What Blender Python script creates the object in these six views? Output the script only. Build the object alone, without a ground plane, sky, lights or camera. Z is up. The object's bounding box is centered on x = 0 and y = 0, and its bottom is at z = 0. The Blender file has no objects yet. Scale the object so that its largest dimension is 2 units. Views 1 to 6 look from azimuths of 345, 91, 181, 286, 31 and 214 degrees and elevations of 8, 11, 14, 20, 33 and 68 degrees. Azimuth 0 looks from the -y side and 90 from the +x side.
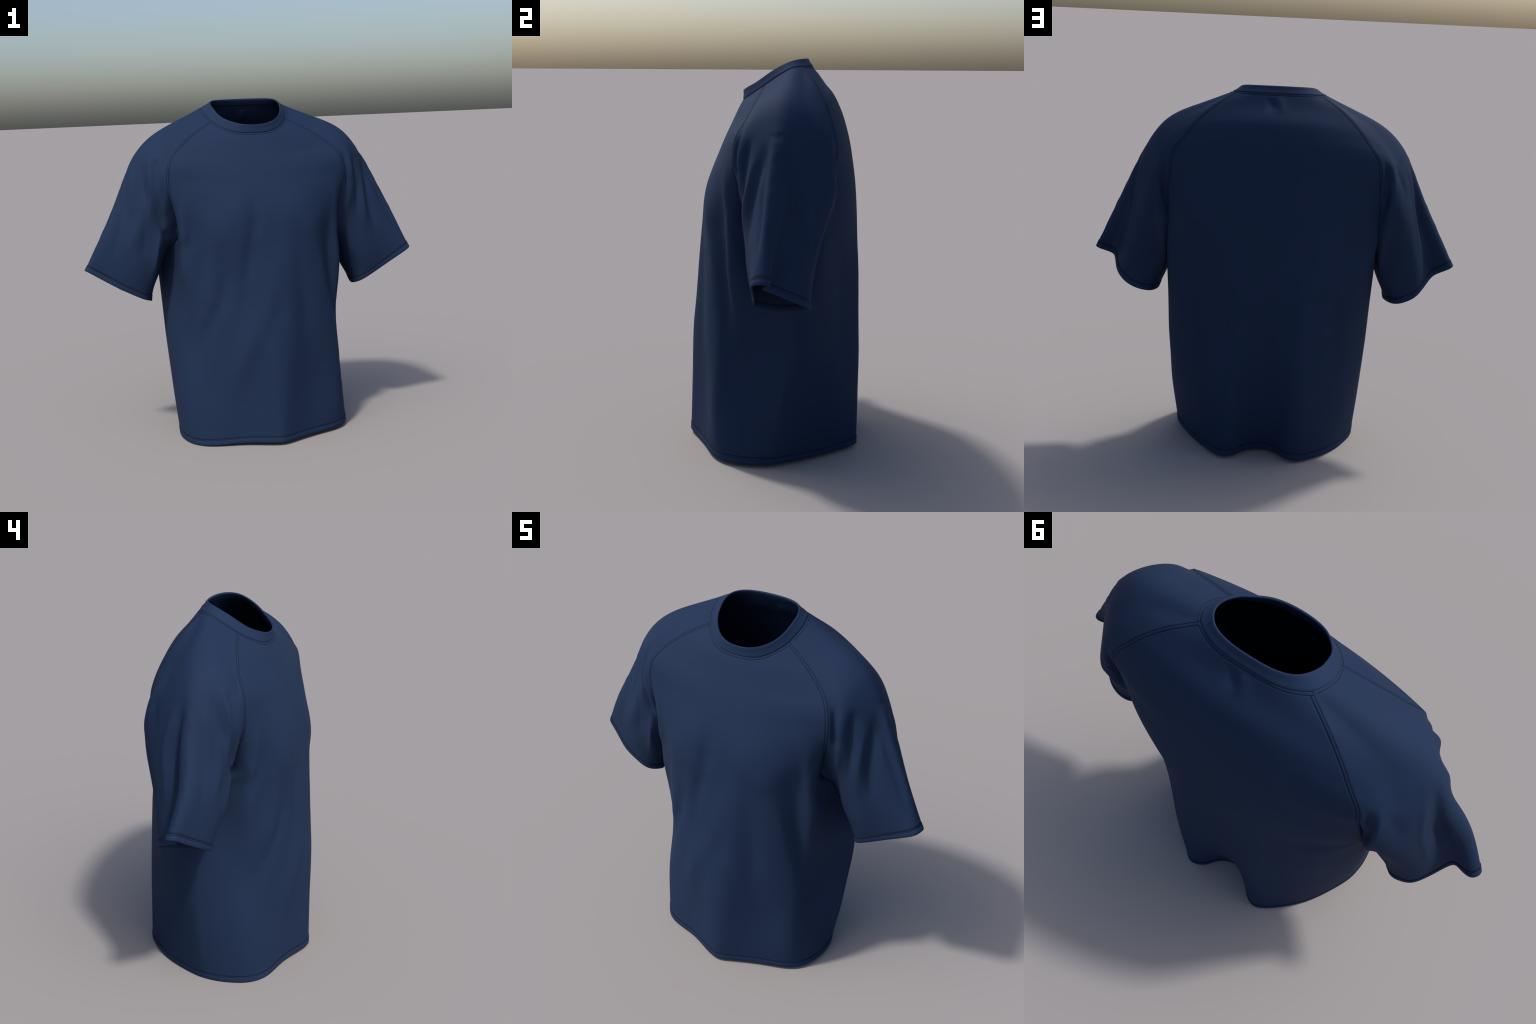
# A short-sleeved crew-neck raglan T-shirt, standing as if worn by an invisible body.
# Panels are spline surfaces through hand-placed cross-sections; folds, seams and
# stitching are rules applied to the dense surfaces.
import bpy, math
import numpy as np

FABRIC = 0.006            # cloth thickness


# ---------------------------------------------------------------- splines
def spline(knots, pts, at, periodic=False):
    """Cubic spline through pts (n, ...) given at knots, evaluated at 'at'."""
    k = np.asarray(knots, float)
    p = np.asarray(pts, float)
    at = np.asarray(at, float)
    if periodic:                                   # pts do not repeat the first one; knots has one more
        span = k[-1] - k[0]
        n = len(p)
        m = min(5, n - 1)
        kk = np.concatenate([k[:-1][-m:] - span, k[:-1], k[:-1][:m + 1] + span])
        pp = np.concatenate([p[-m:], p, p[:m + 1]])
        return spline(kk, pp, k[0] + np.mod(at - k[0], span))
    n = len(k)
    h = np.diff(k)
    A = np.zeros((n, n))
    A[0, 0] = A[-1, -1] = 1
    flat = p.reshape(n, -1)
    r = np.zeros_like(flat)
    for i in range(1, n - 1):
        A[i, i - 1], A[i, i], A[i, i + 1] = h[i - 1], 2 * (h[i - 1] + h[i]), h[i]
        r[i] = 6 * ((flat[i + 1] - flat[i]) / h[i] - (flat[i] - flat[i - 1]) / h[i - 1])
    M = np.linalg.solve(A, r)
    i = np.clip(np.searchsorted(k, at, side="right") - 1, 0, n - 2)
    a = ((k[i + 1] - at) / h[i])[:, None]
    b = ((at - k[i]) / h[i])[:, None]
    hh = (h[i] ** 2 / 6)[:, None]
    out = a * flat[i] + b * flat[i + 1] + hh * ((a ** 3 - a) * M[i] + (b ** 3 - b) * M[i + 1])
    return out.reshape((len(at),) + p.shape[1:])


def row_spline(k, ctrl, at, brk, edge):
    """Local cubic through rows of control points; columns with edge weight 1 get an
    independent slope below row 'brk', so that panels sharing only the part below agree there."""
    k = np.asarray(k, float)
    n = len(k)
    h = np.diff(k)
    sl = np.diff(ctrl, axis=0) / h[:, None, None]
    m = np.zeros_like(ctrl)
    m[0], m[-1] = sl[0], sl[-1]
    for i in range(1, n - 1):
        m[i] = (sl[i - 1] * h[i] + sl[i] * h[i - 1]) / (h[i] + h[i - 1])
    m_below = m.copy()
    w = np.asarray(edge, float)[:, None]
    m_below[brk] = m[brk] * (1 - w) + sl[brk - 1] * w
    m_above = m.copy()
    m_above[brk] = m[brk] * (1 - w) + sl[brk] * w
    at = np.asarray(at, float)
    i = np.clip(np.searchsorted(k, at, side="right") - 1, 0, n - 2)
    t = ((at - k[i]) / h[i])[:, None, None]
    hh = h[i][:, None, None]
    m1 = np.where((i + 1 == brk)[:, None, None], m_below[i + 1], m[i + 1])
    m0 = np.where((i == brk)[:, None, None], m_above[i], m[i])
    return ((2 * t ** 3 - 3 * t ** 2 + 1) * ctrl[i] + (t ** 3 - 2 * t ** 2 + t) * hh * m0
            + (3 * t ** 2 - 2 * t ** 3) * ctrl[i + 1] + (t ** 3 - t ** 2) * hh * m1)


def chord_knots(grid):
    """Knots for the first axis of a control grid, by mean distance between rows."""
    d = np.linalg.norm(np.diff(grid, axis=0), axis=-1)
    d = d.reshape(d.shape[0], -1).mean(1)
    return np.concatenate([[0], np.cumsum(d)])


def normals_of(P, wrap=False):
    du = np.gradient(P, axis=0)
    if wrap:
        dv = (np.roll(P, -1, 1) - np.roll(P, 1, 1)) / 2
    else:
        dv = np.gradient(P, axis=1)
    n = np.cross(dv, du)
    return n / (np.linalg.norm(n, axis=-1, keepdims=True) + 1e-12)


def outward(P, N, centre):
    """Turn all normals away from the centre."""
    return N if ((P - centre) * N).sum() > 0 else -N


def dist_to(P, line):
    """Distance of every point of the grid P to a polyline."""
    q = P.reshape(-1, 3)
    a, b = line[:-1], line[1:]
    ab = b - a
    l2 = (ab ** 2).sum(1) + 1e-12
    best = np.full(len(q), 9.0)
    for s in range(0, len(q), 4000):
        c = q[s:s + 4000]
        t = np.clip(((c[:, None] - a) * ab).sum(-1) / l2, 0, 1)
        d = np.linalg.norm(c[:, None] - a - t[..., None] * ab, axis=-1)
        best[s:s + 4000] = d.min(1)
    return best.reshape(P.shape[:-1])


def bump(x, w):
    return np.exp(-(x / w) ** 2)


def smooth01(x):
    x = np.clip(x, 0, 1)
    return x * x * (3 - 2 * x)


# ---------------------------------------------------------------- materials
def cloth_material(name, deep, high, rib=False):
    m = bpy.data.materials.new(name)
    m.use_nodes = True
    nt = m.node_tree
    nd, ln = nt.nodes, nt.links
    bsdf = nd["Principled BSDF"]
    tc = nd.new("ShaderNodeTexCoord")
    mp = nd.new("ShaderNodeMapping")
    ln.new(tc.outputs["Object"], mp.inputs[0])
    big = nd.new("ShaderNodeTexNoise")
    big.inputs["Scale"].default_value = 3.0
    big.inputs["Detail"].default_value = 3.0
    ln.new(mp.outputs[0], big.inputs["Vector"])
    ramp = nd.new("ShaderNodeValToRGB")
    ramp.color_ramp.elements[0].position = 0.3
    ramp.color_ramp.elements[0].color = (*deep, 1)
    ramp.color_ramp.elements[1].position = 0.7
    ramp.color_ramp.elements[1].color = (*high, 1)
    ln.new(big.outputs["Fac"], ramp.inputs[0])
    ln.new(ramp.outputs[0], bsdf.inputs["Base Color"])
    bsdf.inputs["Roughness"].default_value = 0.72
    bsdf.inputs["Specular IOR Level"].default_value = 0.05
    bsdf.inputs["Sheen Weight"].default_value = 0.0
    bsdf.inputs["Sheen Roughness"].default_value = 0.5
    bsdf.inputs["Sheen Tint"].default_value = (0.5, 0.6, 0.9, 1)
    fine = nd.new("ShaderNodeTexNoise")
    fine.inputs["Scale"].default_value = 150.0
    fine.inputs["Detail"].default_value = 3.0
    ln.new(mp.outputs[0], fine.inputs["Vector"])
    bp = nd.new("ShaderNodeBump")
    bp.inputs["Strength"].default_value = 0.12
    bp.inputs["Distance"].default_value = 0.002
    ln.new(fine.outputs["Fac"], bp.inputs["Height"])
    ln.new(bp.outputs[0], bsdf.inputs["Normal"])
    return m


NAVY = cloth_material("navy_cotton", (0.0142, 0.0268, 0.0605), (0.0156, 0.0290, 0.0655))
NAVY_BAND = cloth_material("navy_band", (0.0147, 0.0280, 0.064), (0.0161, 0.0303, 0.0690))
THREAD = cloth_material("navy_thread", (0.006, 0.010, 0.022), (0.007, 0.012, 0.025))  # much darker than the cloth: groove shade is put into this colour

shirt = bpy.data.objects.new("t_shirt", None)
bpy.context.scene.collection.objects.link(shirt)
shirt["label"] = "dark navy blue short-sleeved crew-neck T-shirt with raglan seams"
shirt["category"] = "T-shirt"


def facing(P, N, wrap_c=False):
    """Grid faces wound so that they face along N."""
    nr, nc = P.shape[:2]
    f = grid_faces(nr, nc, wrap_c=wrap_c)
    q, m = P.reshape(-1, 3), N.reshape(-1, 3)
    a = np.array(f)
    n = np.cross(q[a[:, 1]] - q[a[:, 0]], q[a[:, 3]] - q[a[:, 0]])
    return f if (n * m[a[:, 0]]).sum() > 0 else grid_faces(nr, nc, wrap_c=wrap_c, flip=True)


def add_mesh(name, verts, faces, mat, parent=None, solid=0.0):
    me = bpy.data.meshes.new(name)
    me.from_pydata([tuple(v) for v in verts], [], faces)
    me.validate()
    me.polygons.foreach_set("use_smooth", [True] * len(me.polygons))
    me.materials.append(mat)
    ob = bpy.data.objects.new(name, me)
    bpy.context.scene.collection.objects.link(ob)
    ob.parent = parent or shirt
    if solid:
        s = ob.modifiers.new("thickness", "SOLIDIFY")
        s.thickness = solid
        s.offset = -1.0
    return ob


def grid_faces(nr, nc, wrap_c=False, wrap_r=False, flip=False):
    f = []
    for i in range(nr if wrap_r else nr - 1):
        for j in range(nc if wrap_c else nc - 1):
            a, b = i * nc + j, i * nc + (j + 1) % nc
            c, d = ((i + 1) % nr) * nc + (j + 1) % nc, ((i + 1) % nr) * nc + j
            f.append((a, d, c, b) if flip else (a, b, c, d))
    return f


def tube(name, path, radius, mat, parent=None, sides=8, closed=False):
    """Thread: a thin round cord along a path."""
    n = len(path)
    tan = np.roll(path, -1, 0) - np.roll(path, 1, 0) if closed else np.gradient(path, axis=0)
    tan /= np.linalg.norm(tan, axis=1, keepdims=True) + 1e-12
    ref = np.tile(np.array([0.13, 0.31, 0.94]), (n, 1))
    s = np.cross(tan, ref)
    s /= np.linalg.norm(s, axis=1, keepdims=True) + 1e-12
    t = np.cross(tan, s)
    v = []
    for i in range(n):
        for k in range(sides):
            a = 2 * math.pi * k / sides
            v.append(path[i] + radius * (math.cos(a) * s[i] + math.sin(a) * t[i]))
    ob = add_mesh(name, v, grid_faces(n, sides, wrap_c=True, wrap_r=closed), mat, parent)
    return ob


# ---------------------------------------------------------------- torso cross-sections
# front columns run from the wearer's right side seam (x < 0) to the left one, back columns return
FRONT_LOW = {
    0.00: [(-.495, .010), (-.499, -.070), (-.483, -.165), (-.447, -.241), (-.360, -.308), (-.210, -.353), (-.080, -.408),
           (.015, -.440), (.100, -.413), (.250, -.351), (.380, -.305), (.468, -.236), (.507, -.140), (.516, -.070), (.512, .000)],
    0.30: [(-.520, .035), (-.507, -.060), (-.485, -.150), (-.445, -.225), (-.350, -.295), (-.205, -.352), (-.080, -.403),
           (.015, -.430), (.105, -.405), (.250, -.342), (.392, -.304), (.452, -.240), (.488, -.135), (.512, -.060), (.545, .030)],
    0.60: [(-.537, .045), (-.510, -.050), (-.472, -.130), (-.415, -.212), (-.330, -.287), (-.210, -.351), (-.090, -.394),
           (.010, -.418), (.110, -.402), (.255, -.348), (.372, -.300), (.428, -.225), (.457, -.135), (.494, -.030), (.538, .055)],
    0.85: [(-.540, .055), (-.508, -.040), (-.472, -.120), (-.428, -.203), (-.335, -.287), (-.220, -.344), (-.100, -.376),
           (.010, -.388), (.120, -.383), (.245, -.346), (.342, -.300), (.408, -.226), (.470, -.184), (.503, -.050), (.547, .060)],
    1.12: [(-.542, .070), (-.474, -.070), (-.473, -.160), (-.432, -.218), (-.335, -.286), (-.222, -.338), (-.120, -.355),
           (.010, -.361), (.130, -.364), (.240, -.336), (.325, -.295), (.402, -.236), (.478, -.192), (.478, -.080), (.545, .070)],
}
BACK_LOW = {
    0.00: [(.484, .065), (.424, .182), (.330, .325), (.265, .402), (.215, .437), (.150, .410), (.100, .350), (.014, .318),
           (-.070, .355), (-.120, .415), (-.175, .440), (-.240, .410), (-.330, .325), (-.410, .215), (-.475, .080)],
    0.30: [(.540, .065), (.480, .180), (.380, .315), (.290, .395), (.217, .437), (.155, .430), (.095, .395), (.012, .378),
           (-.065, .397), (-.120, .430), (-.178, .443), (-.245, .413), (-.335, .340), (-.428, .235), (-.500, .105)],
    0.60: [(.556, .105), (.528, .175), (.400, .292), (.303, .366), (.218, .422), (.150, .434), (.090, .427), (.010, .420),
           (-.060, .425), (-.120, .434), (-.180, .436), (-.250, .410), (-.345, .350), (-.445, .255), (-.525, .130)],
    0.85: [(.566, .110), (.532, .195), (.415, .287), (.313, .355), (.228, .404), (.160, .430), (.085, .432), (.000, .432),
           (-.075, .432), (-.135, .432), (-.195, .428), (-.260, .402), (-.360, .358), (-.460, .280), (-.538, .160)],
    1.12: [(.570, .140), (.552, .230), (.450, .294), (.340, .352), (.242, .396), (.165, .420), (.085, .425), (.000, .424),
           (-.085, .425), (-.145, .422), (-.200, .414), (-.265, .396), (-.370, .355), (-.480, .295), (-.552, .190)],
}
# upper rows: end point on the armhole / raglan seam, centre point (y, z), flat/corner mix
# (rows given by half a section are listed from the middle to the seam)
FRONT_UP = [([(0, -.357), (.100, -.360), (.200, -.347), (.300, -.318), (.390, -.246), (.445, -.217), (.472, -.180), (.460, -.085)], 1.185, 1.195),
            ([(0, -.352), (.100, -.354), (.205, -.343), (.305, -.314), (.395, -.249), (.450, -.215), (.477, -.175), (.467, -.112)], 1.268, 1.280),
            ([(0, -.338), (.100, -.337), (.210, -.325), (.320, -.289), (.415, -.246), (.468, -.215), (.492, -.185), (.501, -.150)], 1.360, 1.385),
            ((.526, -.182, 1.470), (-.308, 1.450), .80, 6),
            ((.530, -.187, 1.540), (-.283, 1.510), 1, 4), ((.523, -.180, 1.605), (-.258, 1.570), 1, 4),
            ((.508, -.165, 1.645), (-.238, 1.615), 1, 4), ((.472, -.135, 1.692), (-.219, 1.655), 1, 4),
            ((.410, -.106, 1.746), (-.199, 1.698), .9, 4), ((.335, -.076, 1.797), (-.179, 1.740), .6, 4),
            ((.225, -.040, 1.859), (-.157, 1.781), .3, 3.4)]
BACK_UP = [([(0, .424), (.090, .424), (.175, .418), (.260, .398), (.365, .355), (.460, .300), (.545, .240), (.556, .200), (.518, .145)], 1.180, 1.170),
           ([(0, .418), (.090, .418), (.175, .414), (.260, .398), (.370, .362), (.465, .315), (.540, .258), (.556, .228), (.514, .195)], 1.270, 1.265),
           ([(0, .409), (.100, .409), (.185, .405), (.275, .390), (.380, .358), (.470, .318), (.538, .275), (.552, .250), (.530, .235)], 1.380, 1.380),
           ([(0, .397), (.100, .396), (.185, .390), (.275, .375), (.385, .345), (.470, .315), (.530, .288), (.548, .277), (.545, .268)], 1.480, 1.490),
           ((.549, .289, 1.570), (.383, 1.570), .8, 4), ((.538, .281, 1.630), (.366, 1.640), .9, 4),
           ((.512, .271, 1.677), (.348, 1.700), 1, 4), ((.480, .258, 1.717), (.328, 1.750), 1, 4),
           ((.432, .234, 1.780), (.297, 1.810), 1, 4), ((.340, .190, 1.869), (.237, 1.880), 1, 4),
           ((.225, .135, 1.943), (.190, 1.946), 0, 3.3)]
FRONT_C = np.array([-1, -.97, -.93, -.84, -.65, -.42, -.2, 0, .2, .42, .65, .84, .93, .97, 1])
BACK_C = -np.array([-1, -.97, -.93, -.85, -.7, -.5, -.34, -.18, 0, .18, .34, .5, .7, .85, .93, .97, 1])


def control_grid(low, up, cols):
    # the hem hangs a little higher everywhere but at the wearer's right side
    lift = lambda x: .015 * float(smooth01((x + .46) / .35))
    rows = [[(x, y, z + lift(x) * max(0, 1 - z / .5)) for x, y in pts] for z, pts in low.items()]
    for row in up:
        t = np.abs(cols)
        if len(row) == 3:                                   # explicit half section
            half, zc, ze = row
            h = np.array(half, float)
            order = np.searchsorted(np.unique(np.round(t, 4)), np.round(t, 4))
            x, y = h[order, 0] * np.sign(cols), h[order, 1]
            rows.append(np.stack([x, y, zc + (ze - zc) * t ** 3], -1))
            continue
        (xe, ye, ze), (yc, zc), mix, power = row
        g = mix * t ** 2.1 + (1 - mix) * t ** power
        rows.append(np.stack([cols * xe, yc + (ye - yc) * g, zc + (ze - zc) * g], -1))
    return np.array([np.asarray(r, float) for r in rows])


BACK_FULL = {z: [FRONT_LOW[z][-1]] + pts + [FRONT_LOW[z][0]] for z, pts in BACK_LOW.items()}
front_ctrl = control_grid(FRONT_LOW, FRONT_UP, FRONT_C)
back_ctrl = control_grid(BACK_FULL, BACK_UP, BACK_C)
N_LOW = len(FRONT_LOW)
# one common set of row knots so that the two panels share their side seams
row_knots = (chord_knots(front_ctrl) + chord_knots(back_ctrl)) / 2


def dense_rows():
    a = np.linspace(row_knots[0], row_knots[N_LOW - 1], 110, endpoint=False)
    b = np.linspace(row_knots[N_LOW - 1], row_knots[-2], 150, endpoint=False)
    k = np.linspace(0, 1, 34)
    c = row_knots[-2] + (row_knots[-1] - row_knots[-2]) * (1 - (1 - k) ** 1.8)
    return np.concatenate([a, b, c])


def dense_cols(n):
    k = np.linspace(0, 1, 26, endpoint=False)
    a = 2 * k ** 1.6
    mid = np.linspace(2, n - 3, 10 * (n - 5), endpoint=False)
    return np.concatenate([a, mid, (n - 1) - a[::-1], [n - 1]])


ROWS = dense_rows()


def EDGE(n):
    """Weight of each control column: 1 at the side seams, 0 from the third column on."""
    w = np.zeros(n)
    w[[0, -1]], w[[1, -2]] = 1, .5
    return w


def panel_surface(ctrl):
    n = ctrl.shape[1]
    tall = row_spline(row_knots, ctrl, ROWS, N_LOW - 1, EDGE(n))                  # rows dense
    u = np.unique(np.round(dense_cols(n), 6))
    P = spline(np.arange(n), np.swapaxes(tall, 0, 1), u)
    return np.swapaxes(P, 0, 1), u


def even_out(P, reach=11):
    """Soften the change from the low to the high cross-sections, leaving the seams where they are."""
    k = np.exp(-(np.arange(-2 * reach, 2 * reach + 1) / reach) ** 2)
    k /= k.sum()
    pad = np.concatenate([np.repeat(P[:1], 2 * reach, 0), P, np.repeat(P[-1:], 2 * reach, 0)])
    Q = sum(w * pad[i:i + len(P)] for i, w in enumerate(k))
    z = P[..., 2]
    w = smooth01((z - .62) / .2) * smooth01((1.55 - z) / .2)
    edge = np.minimum(np.abs(np.arange(P.shape[1])), np.arange(P.shape[1])[::-1])
    w = w * smooth01((edge - 2) / 16)[None]
    return P + (Q - P) * w[..., None]


front, _ = panel_surface(front_ctrl)
back, _ = panel_surface(back_ctrl)
front, back = even_out(front), even_out(back)
HEM_Z = .036


def seam_curve(ctrl, col, v):
    n = ctrl.shape[1]
    return row_spline(row_knots, ctrl, v, N_LOW - 1, EDGE(n))[:, col]


# ---------------------------------------------------------------- sleeves
# loops round the sleeve, theta 0 = underarm, 0-.42 front seam, .42-.58 neck, .58-1 back seam
THETA = [0, .06, .12, .18, .24, .30, .37, .44, .50, .56, .63, .70, .76, .82, .88, .94, 1]
RING_A = [(.550, .075, 1.080), (.512, -.030, 1.140), (.520, -.098, 1.215), (.540, -.138, 1.320), (.562, -.165, 1.440), (.575, -.168, 1.560),
          (.572, -.120, 1.672), (.584, -.045, 1.745), (.590, .035, 1.781), (.584, .105, 1.768), (.585, .180, 1.708), (.595, .250, 1.620),
          (.608, .285, 1.500), (.598, .282, 1.360), (.580, .245, 1.215), (.562, .165, 1.110)]
RING_B = [(.568, .075, 1.018), (.543, -.010, 1.070), (.552, -.085, 1.145), (.570, -.122, 1.240), (.592, -.144, 1.345), (.612, -.150, 1.450),
          (.628, -.118, 1.555), (.672, -.050, 1.622), (.700, .020, 1.646), (.696, .085, 1.628), (.690, .155, 1.565), (.678, .220, 1.470),
          (.660, .270, 1.370), (.635, .248, 1.260), (.605, .206, 1.140), (.575, .160, 1.040)]
RING_C = [(.590, .070, .945), (.575, .000, .985), (.585, -.085, 1.050), (.605, -.118, 1.130), (.637, -.130, 1.220), (.665, -.135, 1.315),
          (.700, -.100, 1.390), (.755, -.052, 1.445), (.788, .000, 1.476), (.785, .055, 1.455), (.765, .100, 1.400), (.745, .165, 1.325),
          (.720, .216, 1.235), (.690, .212, 1.140), (.650, .186, 1.040), (.605, .145, .965)]
RING_D = [(.620, .060, .880), (.612, .000, .900), (.628, -.065, .930), (.665, -.105, .980), (.712, -.118, 1.055), (.765, -.110, 1.135),
          (.812, -.088, 1.205), (.862, -.055, 1.255), (.885, -.020, 1.275), (.872, .020, 1.250), (.835, .030, 1.205), (.810, .075, 1.150),
          (.795, .136, 1.090), (.765, .173, 1.030), (.710, .177, .960), (.650, .145, .900)]
CUFF_LEFT = [(.645, .050, .825), (.641, -.010, .828), (.657, -.062, .843), (.700, -.084, .868), (.777, -.084, .910), (.874, -.088, .965),
             (.948, -.092, 1.007), (.990, -.075, 1.030), (1.000, -.030, 1.033), (.980, -.015, 1.023), (.925, -.040, .998), (.890, -.012, .975),
             (.866, .065, .938), (.828, .128, .903), (.765, .168, .868), (.680, .150, .840)]
CUFF_RIGHT = [(.635, .030, .826), (.632, -.020, .831), (.657, -.060, .843), (.700, -.083, .863), (.760, -.084, .895), (.830, -.076, .934),
              (.925, -.035, .991), (.985, -.010, 1.028), (1.000, .015, 1.034), (.980, .042, 1.024), (.930, .030, .996), (.889, .022, .967),
              (.852, .075, .938), (.802, .145, .895), (.749, .168, .863), (.680, .148, .838)]
# the right shoulder sits a little lower and closer
RIGHT_SHIFT = {0: (-.010, 0, -.008), 1: (-.004, 0, -.003), 2: (-.012, 0, -.004), 3: (-.007, 0, -.003)}
# and its sleeve hangs further forward over the armpit
RIGHT_FRONT = [((.010, -.022, 0), (.005, -.014, 0)), ((.018, -.034, 0), (.010, -.020, 0)), ((.010, -.026, 0), (.004, -.014, 0)), ((0, -.008, 0), (0, 0, 0))]
SEAM_THETA = [0, .06, .12, .18, .215, .245, .275, .30, .328, .355, .385, .42]
NECK_SIDE = [(.225, -.040, 1.859), (.241, .000, 1.888), (.250, .040, 1.913), (.249, .078, 1.934), (.241, .108, 1.942), (.225, .135, 1.943)]

N_THETA = 240


def theta_grid():
    a = np.linspace(0, .42, 105, endpoint=False)
    b = np.linspace(.42, .58, 40, endpoint=False)
    c = np.linspace(.58, 1, 105, endpoint=False)
    return np.concatenate([a, b, c])


TH = theta_grid()


def neck_side(t):
    """Side part of the neck seam, t from 0 (front corner) to 1 (back corner), left side."""
    return spline(np.linspace(0, 1, len(NECK_SIDE)), NECK_SIDE, t)


def seam_loop(side):
    v_of = row_knots[N_LOW - 1:]
    fc = front_ctrl.shape[1] - 1 if side > 0 else 0
    bc = 0 if side > 0 else back_ctrl.shape[1] - 1
    out = np.zeros((len(TH), 3))
    f = TH < .42
    n = (TH >= .42) & (TH < .58)
    b = TH >= .58
    out[f] = seam_curve(front_ctrl, fc, np.interp(TH[f], SEAM_THETA, v_of))
    ns = neck_side((TH[n] - .42) / .16)
    ns[:, 0] *= side
    out[n] = ns
    out[b] = seam_curve(back_ctrl, bc, np.interp(1 - TH[b], SEAM_THETA, v_of))
    return out


S_KNOT = np.array([0, .45, .9, 2, 3, 4, 5])


def s_grid():
    k = np.linspace(0, 1, 34, endpoint=False)
    return np.concatenate([.9 * k ** 1.7, np.linspace(.9, 5, 96)])


SG = s_grid()


def sleeve_surface(side, cuff):
    loops = [seam_loop(side)]
    for n, ring in enumerate((RING_A, RING_B, RING_C, RING_D, cuff)):
        r = np.array(ring, float)
        if side < 0 and n in RIGHT_SHIFT:
            r[5:11] += RIGHT_SHIFT[n]
            r[2] += RIGHT_FRONT[n][0]
            r[3] += RIGHT_FRONT[n][1]
        r[:, 0] *= side
        loops.append(spline(THETA, r, TH, periodic=True))
    # the cloth runs almost straight from the seam to the shoulder
    loops.insert(1, .5 * (loops[0] + loops[1]) + np.array([side * .004, 0, .007]) * bump(TH - .5, .16)[:, None])
    L = np.array(loops)
    out = np.zeros((len(SG), len(TH), 3))
    for j in range(len(TH)):                       # every rail by its own length, so that it bends evenly
        step = np.linalg.norm(np.diff(L[:, j], axis=0), axis=1)
        k = np.concatenate([[0], np.cumsum(np.sqrt(step * (step + .06)))])
        out[:, j] = spline(k, L[:, j], np.interp(SG, S_KNOT, k))
    return out


def on_sleeve(P, th, sv):
    """Point of the sleeve surface at loop position th and length sv."""
    i = np.interp(sv, SG, np.arange(len(SG)))
    j = np.interp(th, TH, np.arange(len(TH)))
    i0, j0 = int(i), int(j)
    i1, j1 = min(i0 + 1, len(SG) - 1), (j0 + 1) % len(TH)
    a, b = i - i0, j - j0
    return (1 - a) * ((1 - b) * P[i0, j0] + b * P[i0, j1]) + a * ((1 - b) * P[i1, j0] + b * P[i1, j1])


def resample(path, n=40):
    """Smooth path through a few way points."""
    p = np.asarray(path, float)
    k = np.concatenate([[0], np.cumsum(np.linalg.norm(np.diff(p, axis=0), axis=1))])
    return spline(k, p, np.linspace(0, k[-1], n))


def relief(P, line, width, amp, taper=.35):
    """Height of a fold (amp > 0) or crease (amp < 0) along a line, tapering off at both ends."""
    q = P.reshape(-1, 3)
    a, ab = line[:-1], np.diff(line, axis=0)
    l2 = (ab ** 2).sum(1) + 1e-12
    near = np.where(((q - line.mean(0)) ** 2).sum(1) < (np.linalg.norm(line - line.mean(0), axis=1).max() + 3 * width) ** 2)[0]
    h = np.zeros(len(q))
    for s0 in range(0, len(near), 4000):
        c = q[near[s0:s0 + 4000]]
        t = np.clip(((c[:, None] - a) * ab).sum(-1) / l2, 0, 1)
        d = np.linalg.norm(c[:, None] - a - t[..., None] * ab, axis=-1)
        # soft choice of the nearest place on the line keeps the height smooth
        wt = np.exp(-((d - d.min(1, keepdims=True)) / (.15 * width)) ** 2)
        where = (wt * (np.arange(len(a)) + t)).sum(1) / wt.sum(1) / len(a)
        h[near[s0:s0 + 4000]] = amp * bump(d.min(1), width) * smooth01(where / taper + .1) * smooth01((1 - where) / taper + .1)
    return h.reshape(P.shape[:-1])


def soften(d, n=3, wrap=False):
    """A few rounds of averaging over the grid."""
    for _ in range(n):
        p = np.pad(d, ((1, 1), (0, 0)), mode="edge")
        d = .25 * p[:-2] + .5 * d + .25 * p[2:]
        p = np.pad(d, ((0, 0), (1, 1)), mode="wrap" if wrap else "edge")
        d = .25 * p[:, :-2] + .5 * d + .25 * p[:, 2:]
    return d


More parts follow.
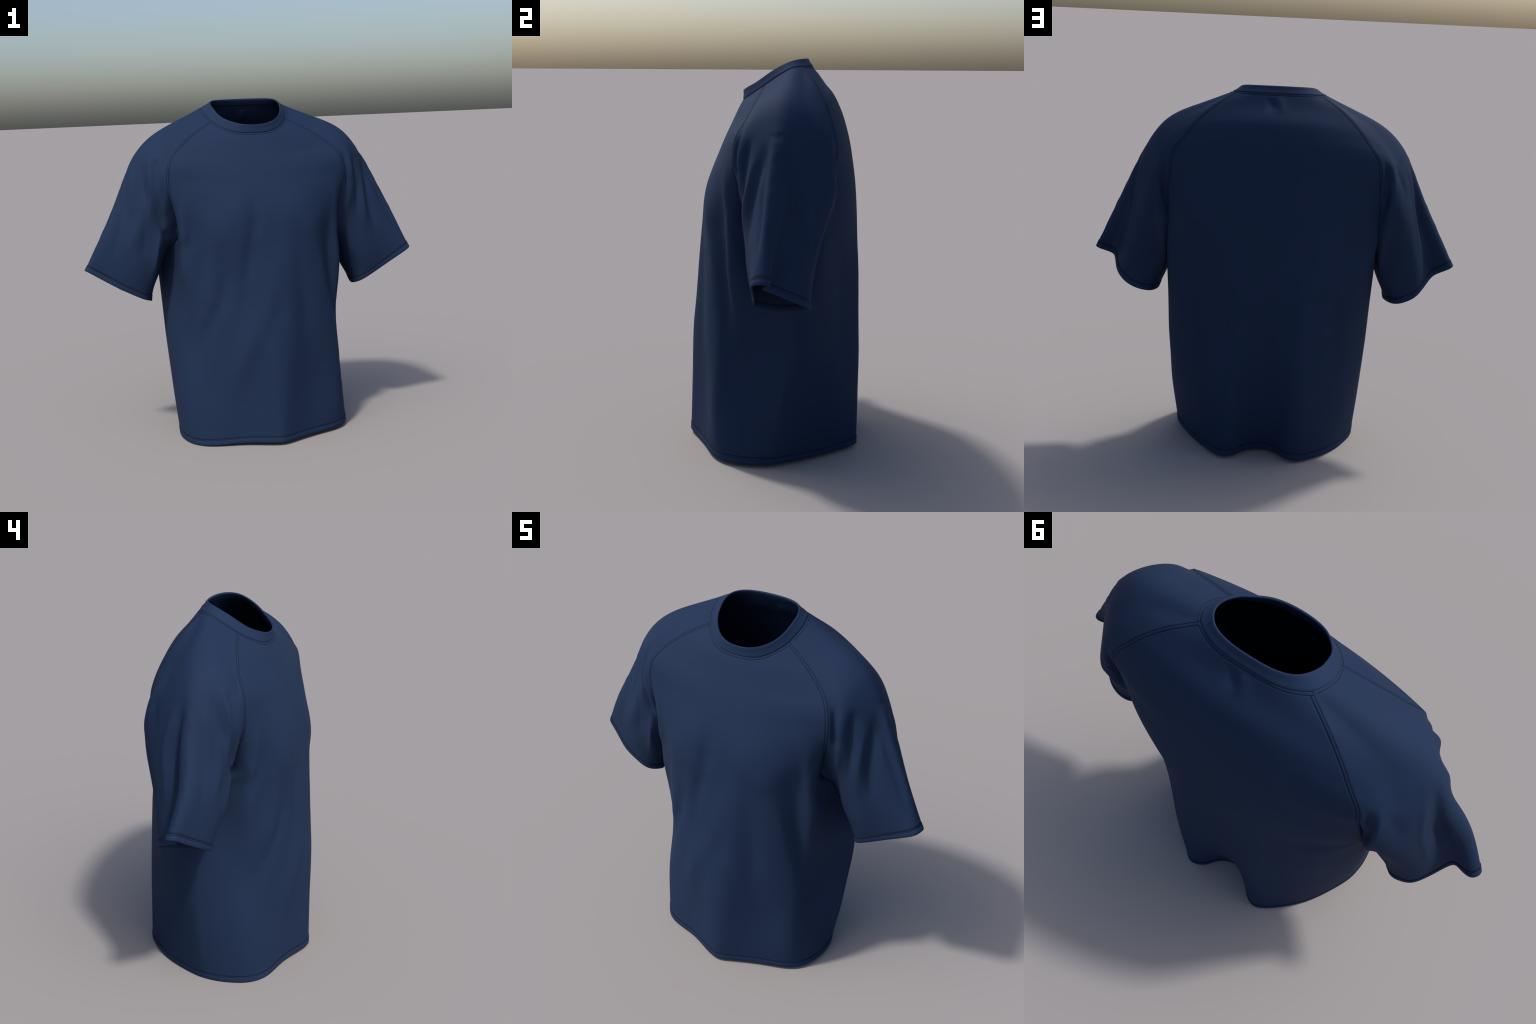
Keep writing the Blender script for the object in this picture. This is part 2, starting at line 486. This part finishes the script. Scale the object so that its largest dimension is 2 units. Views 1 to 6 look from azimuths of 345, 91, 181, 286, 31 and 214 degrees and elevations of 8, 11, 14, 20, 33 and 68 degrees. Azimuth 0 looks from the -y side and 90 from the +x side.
# (way points as (theta, s), half width, height)
SLEEVE_FOLDS = {
    1: [([(.35, .8), (.29, .55), (.25, .8), (.22, 1.03), (.17, 1.0)], .020, -.016),
        ([(.324, 1.25), (.27, 1.2), (.236, 1.4), (.18, 1.65)], .018, .009),
        ([(.395, 1.6), (.35, 2.1), (.29, 2.5), (.22, 2.8)], .022, -.016),
        ([(.41, 2.2), (.36, 2.75), (.30, 3.1), (.24, 3.5)], .020, .009),
        ([(.455, 2.1), (.42, 2.75), (.36, 3.3), (.30, 4.0)], .028, -.020),
        ([(.462, 2.1), (.455, 3.0), (.445, 3.8), (.425, 4.7)], .018, -.010),
        ([(.486, 1.7), (.486, 2.6), (.478, 3.6), (.465, 4.8)], .018, .007),
        ([(.47, 1.95), (.50, 2.05), (.53, 2.0)], .012, -.006),
        ([(.54, 2.2), (.555, 2.6), (.64, 3.2), (.69, 3.9)], .028, -.014),
        ([(.575, 2.1), (.60, 2.4), (.70, 3.1), (.755, 3.9)], .016, .006),
        ([(.716, 1.37), (.784, 1.12), (.844, .7)], .018, -.007), ([(.73, .4), (.79, .45), (.86, .4)], .022, -.021)],
    -1: [([(.41, 1.2), (.375, 1.7), (.31, 2.2)], .020, .012), ([(.455, 2.15), (.43, 2.7), (.38, 3.4)], .022, .009),
         ([(.435, 1.8), (.40, 2.25), (.33, 2.7)], .020, -.011), ([(.36, .85), (.33, 1.3), (.27, 1.5)], .018, -.010),
         ([(.344, 1.94), (.252, 1.76), (.152, 1.25), (.10, .6)], .022, -.019),
         ([(.33, 1.0), (.25, .95), (.18, .8)], .022, .006),
         ([(.336, 2.8), (.256, 3.32), (.23, 3.7)], .026, -.008),
         ([(.472, 2.6), (.432, 3.27), (.372, 4.14), (.356, 4.6)], .032, -.008),
         ([(.40, 2.5), (.33, 3.3), (.30, 4.2)], .024, .004),
         ([(.528, 2.0), (.575, 2.8), (.62, 3.4), (.675, 4.1)], .028, -.018),
         ([(.54, 1.9), (.655, 2.76), (.715, 3.66), (.76, 4.2)], .016, .007),
         ([(.684, 1.2), (.70, 2.2)], .022, -.005),
         ([(.71, .45), (.78, .55), (.85, .5)], .022, -.020),
         ([(.67, 1.1), (.745, 1.0), (.81, 1.1)], .020, .008)],
}


def finish_sleeve(side, cuff):
    P = sleeve_surface(side, cuff)
    N = outward(P, normals_of(P, wrap=True), P.mean(1, keepdims=True))
    d = np.zeros(P.shape[:2])
    for way, width, amp in SLEEVE_FOLDS[side]:
        w = resample(way, 30)
        d += relief(P, np.array([on_sleeve(P, th, sv) for th, sv in w]), width, amp)
    # slight unevenness of the cloth along the outer ridge
    T, S = np.meshgrid(TH, SG)
    d += .0013 * (np.sin(S * 13 + side) + np.sin(S * 22.3 + 2 * side)) * bump(T - .5, .014) * smooth01((S - 1.6) / .5) * smooth01((5 - S) / .6)
    seam = np.vstack([P[0], P[0][:1]])
    ds = dist_to(P, seam)
    d = soften(d, 4, wrap=True) * smooth01(ds / .03)
    d += .0016 * (1 - bump(ds, .0035))
    P = P + N * d[..., None]
    return P, N


sleeves = {s: finish_sleeve(s, CUFF_LEFT if s > 0 else CUFF_RIGHT) for s in (1, -1)}


# ---------------------------------------------------------------- panel relief
def on_panel(P, x, z):
    """Point of a torso panel nearest to the given x and z."""
    d = (P[..., 0] - x) ** 2 + (P[..., 2] - z) ** 2
    i, j = np.unravel_index(int(d.argmin()), d.shape)
    return P[i, j]


# (way points as (x, z), half width, height)
FRONT_FOLDS = [([(-.36, 1.22), (-.40, .90), (-.46, .45)], .030, -.010),
               ([(-.30, 1.20), (-.335, .84), (-.41, .40)], .030, .008),
               ([(-.05, 1.49), (-.065, 1.34), (-.13, .98), (-.17, .65)], .040, -.013),
               ([(-.23, 1.17), (-.26, .90), (-.35, .70), (-.43, .38)], .034, -.013),
               ([(.37, 1.28), (.405, .95), (.44, .55)], .030, -.008),
               ([(.16, 1.25), (.20, .85), (.23, .40)], .040, -.009),
               ([(.05, 1.25), (0, .88), (-.19, .46), (-.29, .12)], .045, .008),
               ([(.24, 1.30), (.33, 1.0), (.395, .70), (.455, .25)], .034, .007),
               ([(.44, 1.50), (.452, 1.25), (.455, .80)], .028, .009),
               ([(-.44, 1.50), (-.452, 1.25), (-.445, .85)], .028, .009),
               ([(.17, 1.52), (.17, 1.30), (.17, .95)], .10, .003),
               ([(-.17, 1.52), (-.17, 1.30), (-.17, .95)], .10, .003),
               ([(-.08, 1.15), (-.15, .75), (-.17, .25)], .045, .006), ([(.09, 1.2), (.09, .8), (.10, .2)], .04, .004)]
BACK_FOLDS = [([(.035, 1.925), (.03, 1.86)], .018, -.006), ([(-.01, 1.93), (-.02, 1.85)], .02, .004),
              ([(.17, 1.15), (.19, .7), (.205, .3)], .045, .006), ([(-.15, 1.15), (-.165, .7), (-.17, .3)], .045, .006),
              ([(.02, 1.25), (.015, .8), (.012, .4)], .06, -.007), ([(.36, 1.1), (.34, .7), (.33, .3)], .05, -.005), ([(-.33, 1.2), (-.36, .6), (-.36, .3)], .05, -.005)]


STITCH = .0125            # distance of the topstitching from the seams


def panel_stitches(Q, N, arm, nk, i0):
    """Paths of the topstitching along both armhole seams and the neck seam of a panel."""
    paths = []
    nr, nc = arm.shape
    for cols in (np.arange(0, nc // 3), np.arange(nc - 1, nc - nc // 3, -1)):
        path = []
        for i in range(i0 + 14, nr - 1):
            dd = arm[i, cols]
            k = int(np.argmax(dd > STITCH))
            if k == 0 or nk[i, cols[k]] < STITCH:
                continue
            f = (STITCH - dd[k - 1]) / (dd[k] - dd[k - 1])
            p = (1 - f) * Q[i, cols[k - 1]] + f * Q[i, cols[k]]
            path.append(p + N[i, cols[k]] * .0003)
        paths.append(np.array(path))
    path = []
    for j in range(nc):
        dd = nk[::-1, j]
        k = int(np.argmax(dd > STITCH))
        if k == 0 or arm[nr - 1 - k, j] < .002:
            continue
        f = (STITCH - dd[k - 1]) / (dd[k] - dd[k - 1])
        path.append((1 - f) * Q[nr - k, j] + f * Q[nr - 1 - k, j] + N[nr - 1 - k, j] * .0003)
    paths.append(np.array(path))
    return paths


def finish_panel(P, folds, neck):
    N = outward(P, normals_of(P), np.array([0, .02, 1.0]))
    d = np.zeros(P.shape[:2])
    for way, width, amp in folds:
        d += 1.35 * relief(P, np.array([on_panel(P, x, z) for x, z in resample(way, 30)]), width, amp)
    left, right = P[:, 0], P[:, -1]
    i0 = int(np.argmin(np.abs(ROWS - row_knots[N_LOW - 1])))
    side = np.minimum(dist_to(P, left[:i0 + 1]), dist_to(P, right[:i0 + 1]))
    arm = np.minimum(dist_to(P, left[i0:]), dist_to(P, right[i0:]))
    nk = dist_to(P, P[-1])
    edge = np.minimum(np.minimum(side, arm), nk)
    d = soften(d, 6) * smooth01(edge / .04)
    d += .0016 * (1 - bump(np.minimum(arm, nk), .0035)) * (1 - bump(side, .0025) * .5)
    d -= .0020 * bump(arm - STITCH, .0028) * smooth01((nk - .012) / .006)
    d -= .0016 * bump(nk - STITCH, .0028) * smooth01((arm - .012) / .006)
    Q = P + N * d[..., None]
    return Q, N, panel_stitches(Q, N, arm, nk, i0)


front_p, front_n, front_st = finish_panel(front, FRONT_FOLDS, True)
back_p, back_n, back_st = finish_panel(back, BACK_FOLDS, True)


def above(P, z):
    """Rows of a torso panel that start just inside the hem band."""
    i = int(np.argmax(P[:, :, 2].mean(1) > z))
    return P[i:], i


(fp, fi), (bp_, bi) = above(front_p, HEM_Z + .002), above(back_p, HEM_Z + .002)
front_panel = add_mesh("front_panel", fp.reshape(-1, 3), facing(fp, front_n[fi:]), NAVY, solid=FABRIC)
back_panel = add_mesh("back_panel", bp_.reshape(-1, 3), facing(bp_, back_n[bi:]), NAVY, solid=FABRIC)


for ob, sts in ((front_panel, front_st), (back_panel, back_st)):
    for path in sts:
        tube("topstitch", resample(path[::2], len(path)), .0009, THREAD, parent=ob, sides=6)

# ---------------------------------------------------------------- swept bands
def band_profile(width, groove):
    """(distance from the free edge, outward offset) round a folded band, outside first."""
    out = [(width + .0015, -.0004), (width, .0012), (width - .0015, .0020), (groove + .0030, .0022), (groove + .0012, .0016),
           (groove, .0004), (groove - .0012, .0016), (groove - .0030, .0024), (groove * .5, .0026), (.004, .0024), (.0012, .0014), (0, -.0008),
           (0, -.0036), (.0012, -.0060), (.004, -.0070), (width, -.0070), (width + .0015, -.005)]
    return out


def sweep_band(name, place, profile, n, mat, parent=None, flip=False):
    """place(d) -> points (n, 3), normals (n, 3) of the cloth at distance d from the edge."""
    v = []
    for d, off in profile:
        p, nn = place(d)
        v.append(p + nn * off)
    v = np.concatenate(v)
    return add_mesh(name, v, grid_faces(len(profile), n, wrap_c=True, wrap_r=True, flip=flip), mat, parent)


def torso_place(d):
    i = 0
    rows_f, rows_b = front_p, back_p

    def at(P, N):
        z = P[:, :, 2]
        pts, nn = np.zeros((P.shape[1], 3)), np.zeros((P.shape[1], 3))
        for j in range(P.shape[1]):
            zz = z[:40, j]
            for c in range(3):
                pts[j, c] = np.interp(d, zz - zz[0], P[:40, j, c])
                nn[j, c] = np.interp(d, zz - zz[0], N[:40, j, c])
        return pts, nn
    pf, nf = at(rows_f, front_n)
    pb, nb = at(rows_b, back_n)
    p, nn = np.vstack([pf[:-1], pb[:-1]]), np.vstack([nf[:-1], nb[:-1]])
    k = nn.copy()
    for w in (1, 2, 3):                          # even out the normals across the side seams
        k += np.roll(nn, w, 0) + np.roll(nn, -w, 0)
    k[:, 2] = 0
    k /= np.linalg.norm(k, axis=1, keepdims=True)
    return p, k


nh = front_p.shape[1] + back_p.shape[1] - 2
hem_band = sweep_band("hem_band", torso_place, band_profile(HEM_Z, .0285), nh, NAVY_BAND, flip=True)
hp, hn = torso_place(.0285)
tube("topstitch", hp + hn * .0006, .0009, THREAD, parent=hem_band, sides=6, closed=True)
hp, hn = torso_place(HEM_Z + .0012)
tube("hem_shadow_cord", hp + hn * .0010, .0018, THREAD, parent=hem_band, sides=6, closed=True)  # dark cord modelled as the shadow line above the band


def along_rails(P, N, d):
    """Points at arc distance d from the cuff edge along every rail."""
    seg = np.linalg.norm(np.diff(P, axis=0), axis=-1)
    arc = np.vstack([np.zeros(P.shape[1]), np.cumsum(seg[::-1], 0)])
    Q, M = P[::-1], N[::-1]
    pts, nn = np.zeros((P.shape[1], 3)), np.zeros((P.shape[1], 3))
    for j in range(P.shape[1]):
        for c in range(3):
            pts[j, c] = np.interp(d, arc[:30, j], Q[:30, j, c])
            nn[j, c] = np.interp(d, arc[:30, j], M[:30, j, c])
    return pts, nn / np.linalg.norm(nn, axis=1, keepdims=True)


CUFF_W = .034
for s in (1, -1):
    P, N = sleeves[s]
    # cut the sleeve cloth where the hem band takes over
    seg = np.linalg.norm(np.diff(P, axis=0), axis=-1)
    arc = np.vstack([np.cumsum(seg[::-1], 0)[::-1], np.zeros(P.shape[1])])
    cut = int(np.argmax(arc.min(1) < CUFF_W + .02))
    tail = []
    for f in np.linspace(0, 1, 12):
        pts = np.zeros((P.shape[1], 3))
        for q in range(P.shape[1]):
            dist = arc[cut, q] * (1 - f) + (CUFF_W - .006) * f
            for c in range(3):
                pts[q, c] = np.interp(-dist, -arc[cut - 2:, q], P[cut - 2:, q, c])
        tail.append(pts)
    body = np.concatenate([P[:cut], np.array(tail)])
    sl = add_mesh("sleeve", body.reshape(-1, 3), facing(body, N[np.minimum(np.arange(len(body)), len(N) - 1)], wrap_c=True), NAVY, solid=FABRIC)
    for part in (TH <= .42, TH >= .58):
        tube("seam", sleeves[s][0][0][part] + N[0][part] * .0002, .0010, THREAD, parent=sl, sides=6)  # blackish tube laid in the join to draw its crease shadow
    lens = np.vstack([np.zeros(P.shape[1]), np.cumsum(seg, 0)])
    neck_path = []
    for q in np.where((TH > .424) & (TH < .576))[0]:
        neck_path.append([np.interp(STITCH, lens[:, q], P[:, q, c] + N[:, q, c] * .0003) for c in range(3)])
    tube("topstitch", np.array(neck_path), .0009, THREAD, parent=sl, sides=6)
    sweep_band("sleeve_hem", lambda d, P=P, N=N: along_rails(P, N, d), band_profile(CUFF_W, .0262), P.shape[1], NAVY_BAND,
               parent=sl, flip=(s < 0))
    cp, cn = along_rails(P, N, .0262)
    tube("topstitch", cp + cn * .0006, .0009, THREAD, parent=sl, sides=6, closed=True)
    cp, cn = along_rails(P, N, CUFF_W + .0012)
    tube("hem_shadow_cord", cp + cn * .0010, .0018, THREAD, parent=sl, sides=6, closed=True)

# ---------------------------------------------------------------- collar
RIM = [(0, -.157, 1.829), (.060, -.151, 1.833), (.112, -.131, 1.846), (.158, -.092, 1.868), (.190, -.045, 1.901), (.2025, 0, 1.931),
       (.206, .045, 1.955), (.195, .090, 1.973), (.165, .130, 1.981), (.100, .158, 1.984), (0, .166, 1.985)]


def mirrored_loop(half, n):
    h = np.array(half, float)
    other = h[1:-1][::-1].copy()
    other[:, 0] *= -1
    full = np.vstack([h, other])
    k = np.concatenate([[0], np.cumsum(np.linalg.norm(np.diff(np.vstack([full, full[:1]]), axis=0), axis=1))])
    at = np.linspace(0, k[-1], n, endpoint=False)
    return spline(k, full, at, periodic=True)


def neck_loop():
    fr = front[-1]
    bk = back[-1]
    t = np.linspace(0, 1, 40)
    r = neck_side(t)
    l = r * [-1, 1, 1]
    return np.vstack([fr[:-1], r[:-1], bk[:-1], l[::-1][:-1]])


def resample_loop(L, n, start):
    i = int(np.argmin(np.linalg.norm(L - np.array(start), axis=1)))
    L = np.roll(L, -i, 0)
    Lc = np.vstack([L, L[:1]])
    k = np.concatenate([[0], np.cumsum(np.linalg.norm(np.diff(Lc, axis=0), axis=1))])
    at = np.linspace(0, k[-1], n, endpoint=False)
    return np.stack([np.interp(at, k, Lc[:, c]) for c in range(3)], -1)


NC = 320
seam_l = resample_loop(neck_loop(), NC, (0, -.157, 1.781))
rim_l = mirrored_loop(RIM, NC) + [.005, 0, 0]
ctr = np.array([.003, .02, 1.87])


def collar_mesh():
    up = rim_l - seam_l
    tang = np.roll(seam_l, -1, 0) - np.roll(seam_l, 1, 0)
    out = np.cross(tang, up)
    out /= np.linalg.norm(out, axis=1, keepdims=True)
    # (fraction up the band, outward offset)
    prof = [(-.03, -.0030), (0, .0006), (.025, .0026), (.08, .0034), (.25, .0022), (.5, .0010), (.75, .0018), (.92, .0022), (.98, .0012),
            (1.0, -.0010), (.985, -.0045), (.94, -.0068), (.75, -.0078), (.4, -.0085), (.06, -.0075), (-.03, -.0060)]
    v = [seam_l + up * f + out * o for f, o in prof]
    return add_mesh("collar", np.concatenate(v), grid_faces(len(prof), NC, wrap_c=True, wrap_r=True), NAVY_BAND), out, up


collar, c_out, c_up = collar_mesh()
# short joining seam of the collar band, at the wearer's back left
j = int(np.argmin(np.linalg.norm(seam_l - np.array([.20, .15, 1.946]), axis=1)))
k = np.linspace(.04, .97, 24)
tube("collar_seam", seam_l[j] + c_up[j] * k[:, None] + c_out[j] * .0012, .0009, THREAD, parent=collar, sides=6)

print("verts", sum(len(o.data.vertices) for o in bpy.data.objects if o.type == "MESH"))
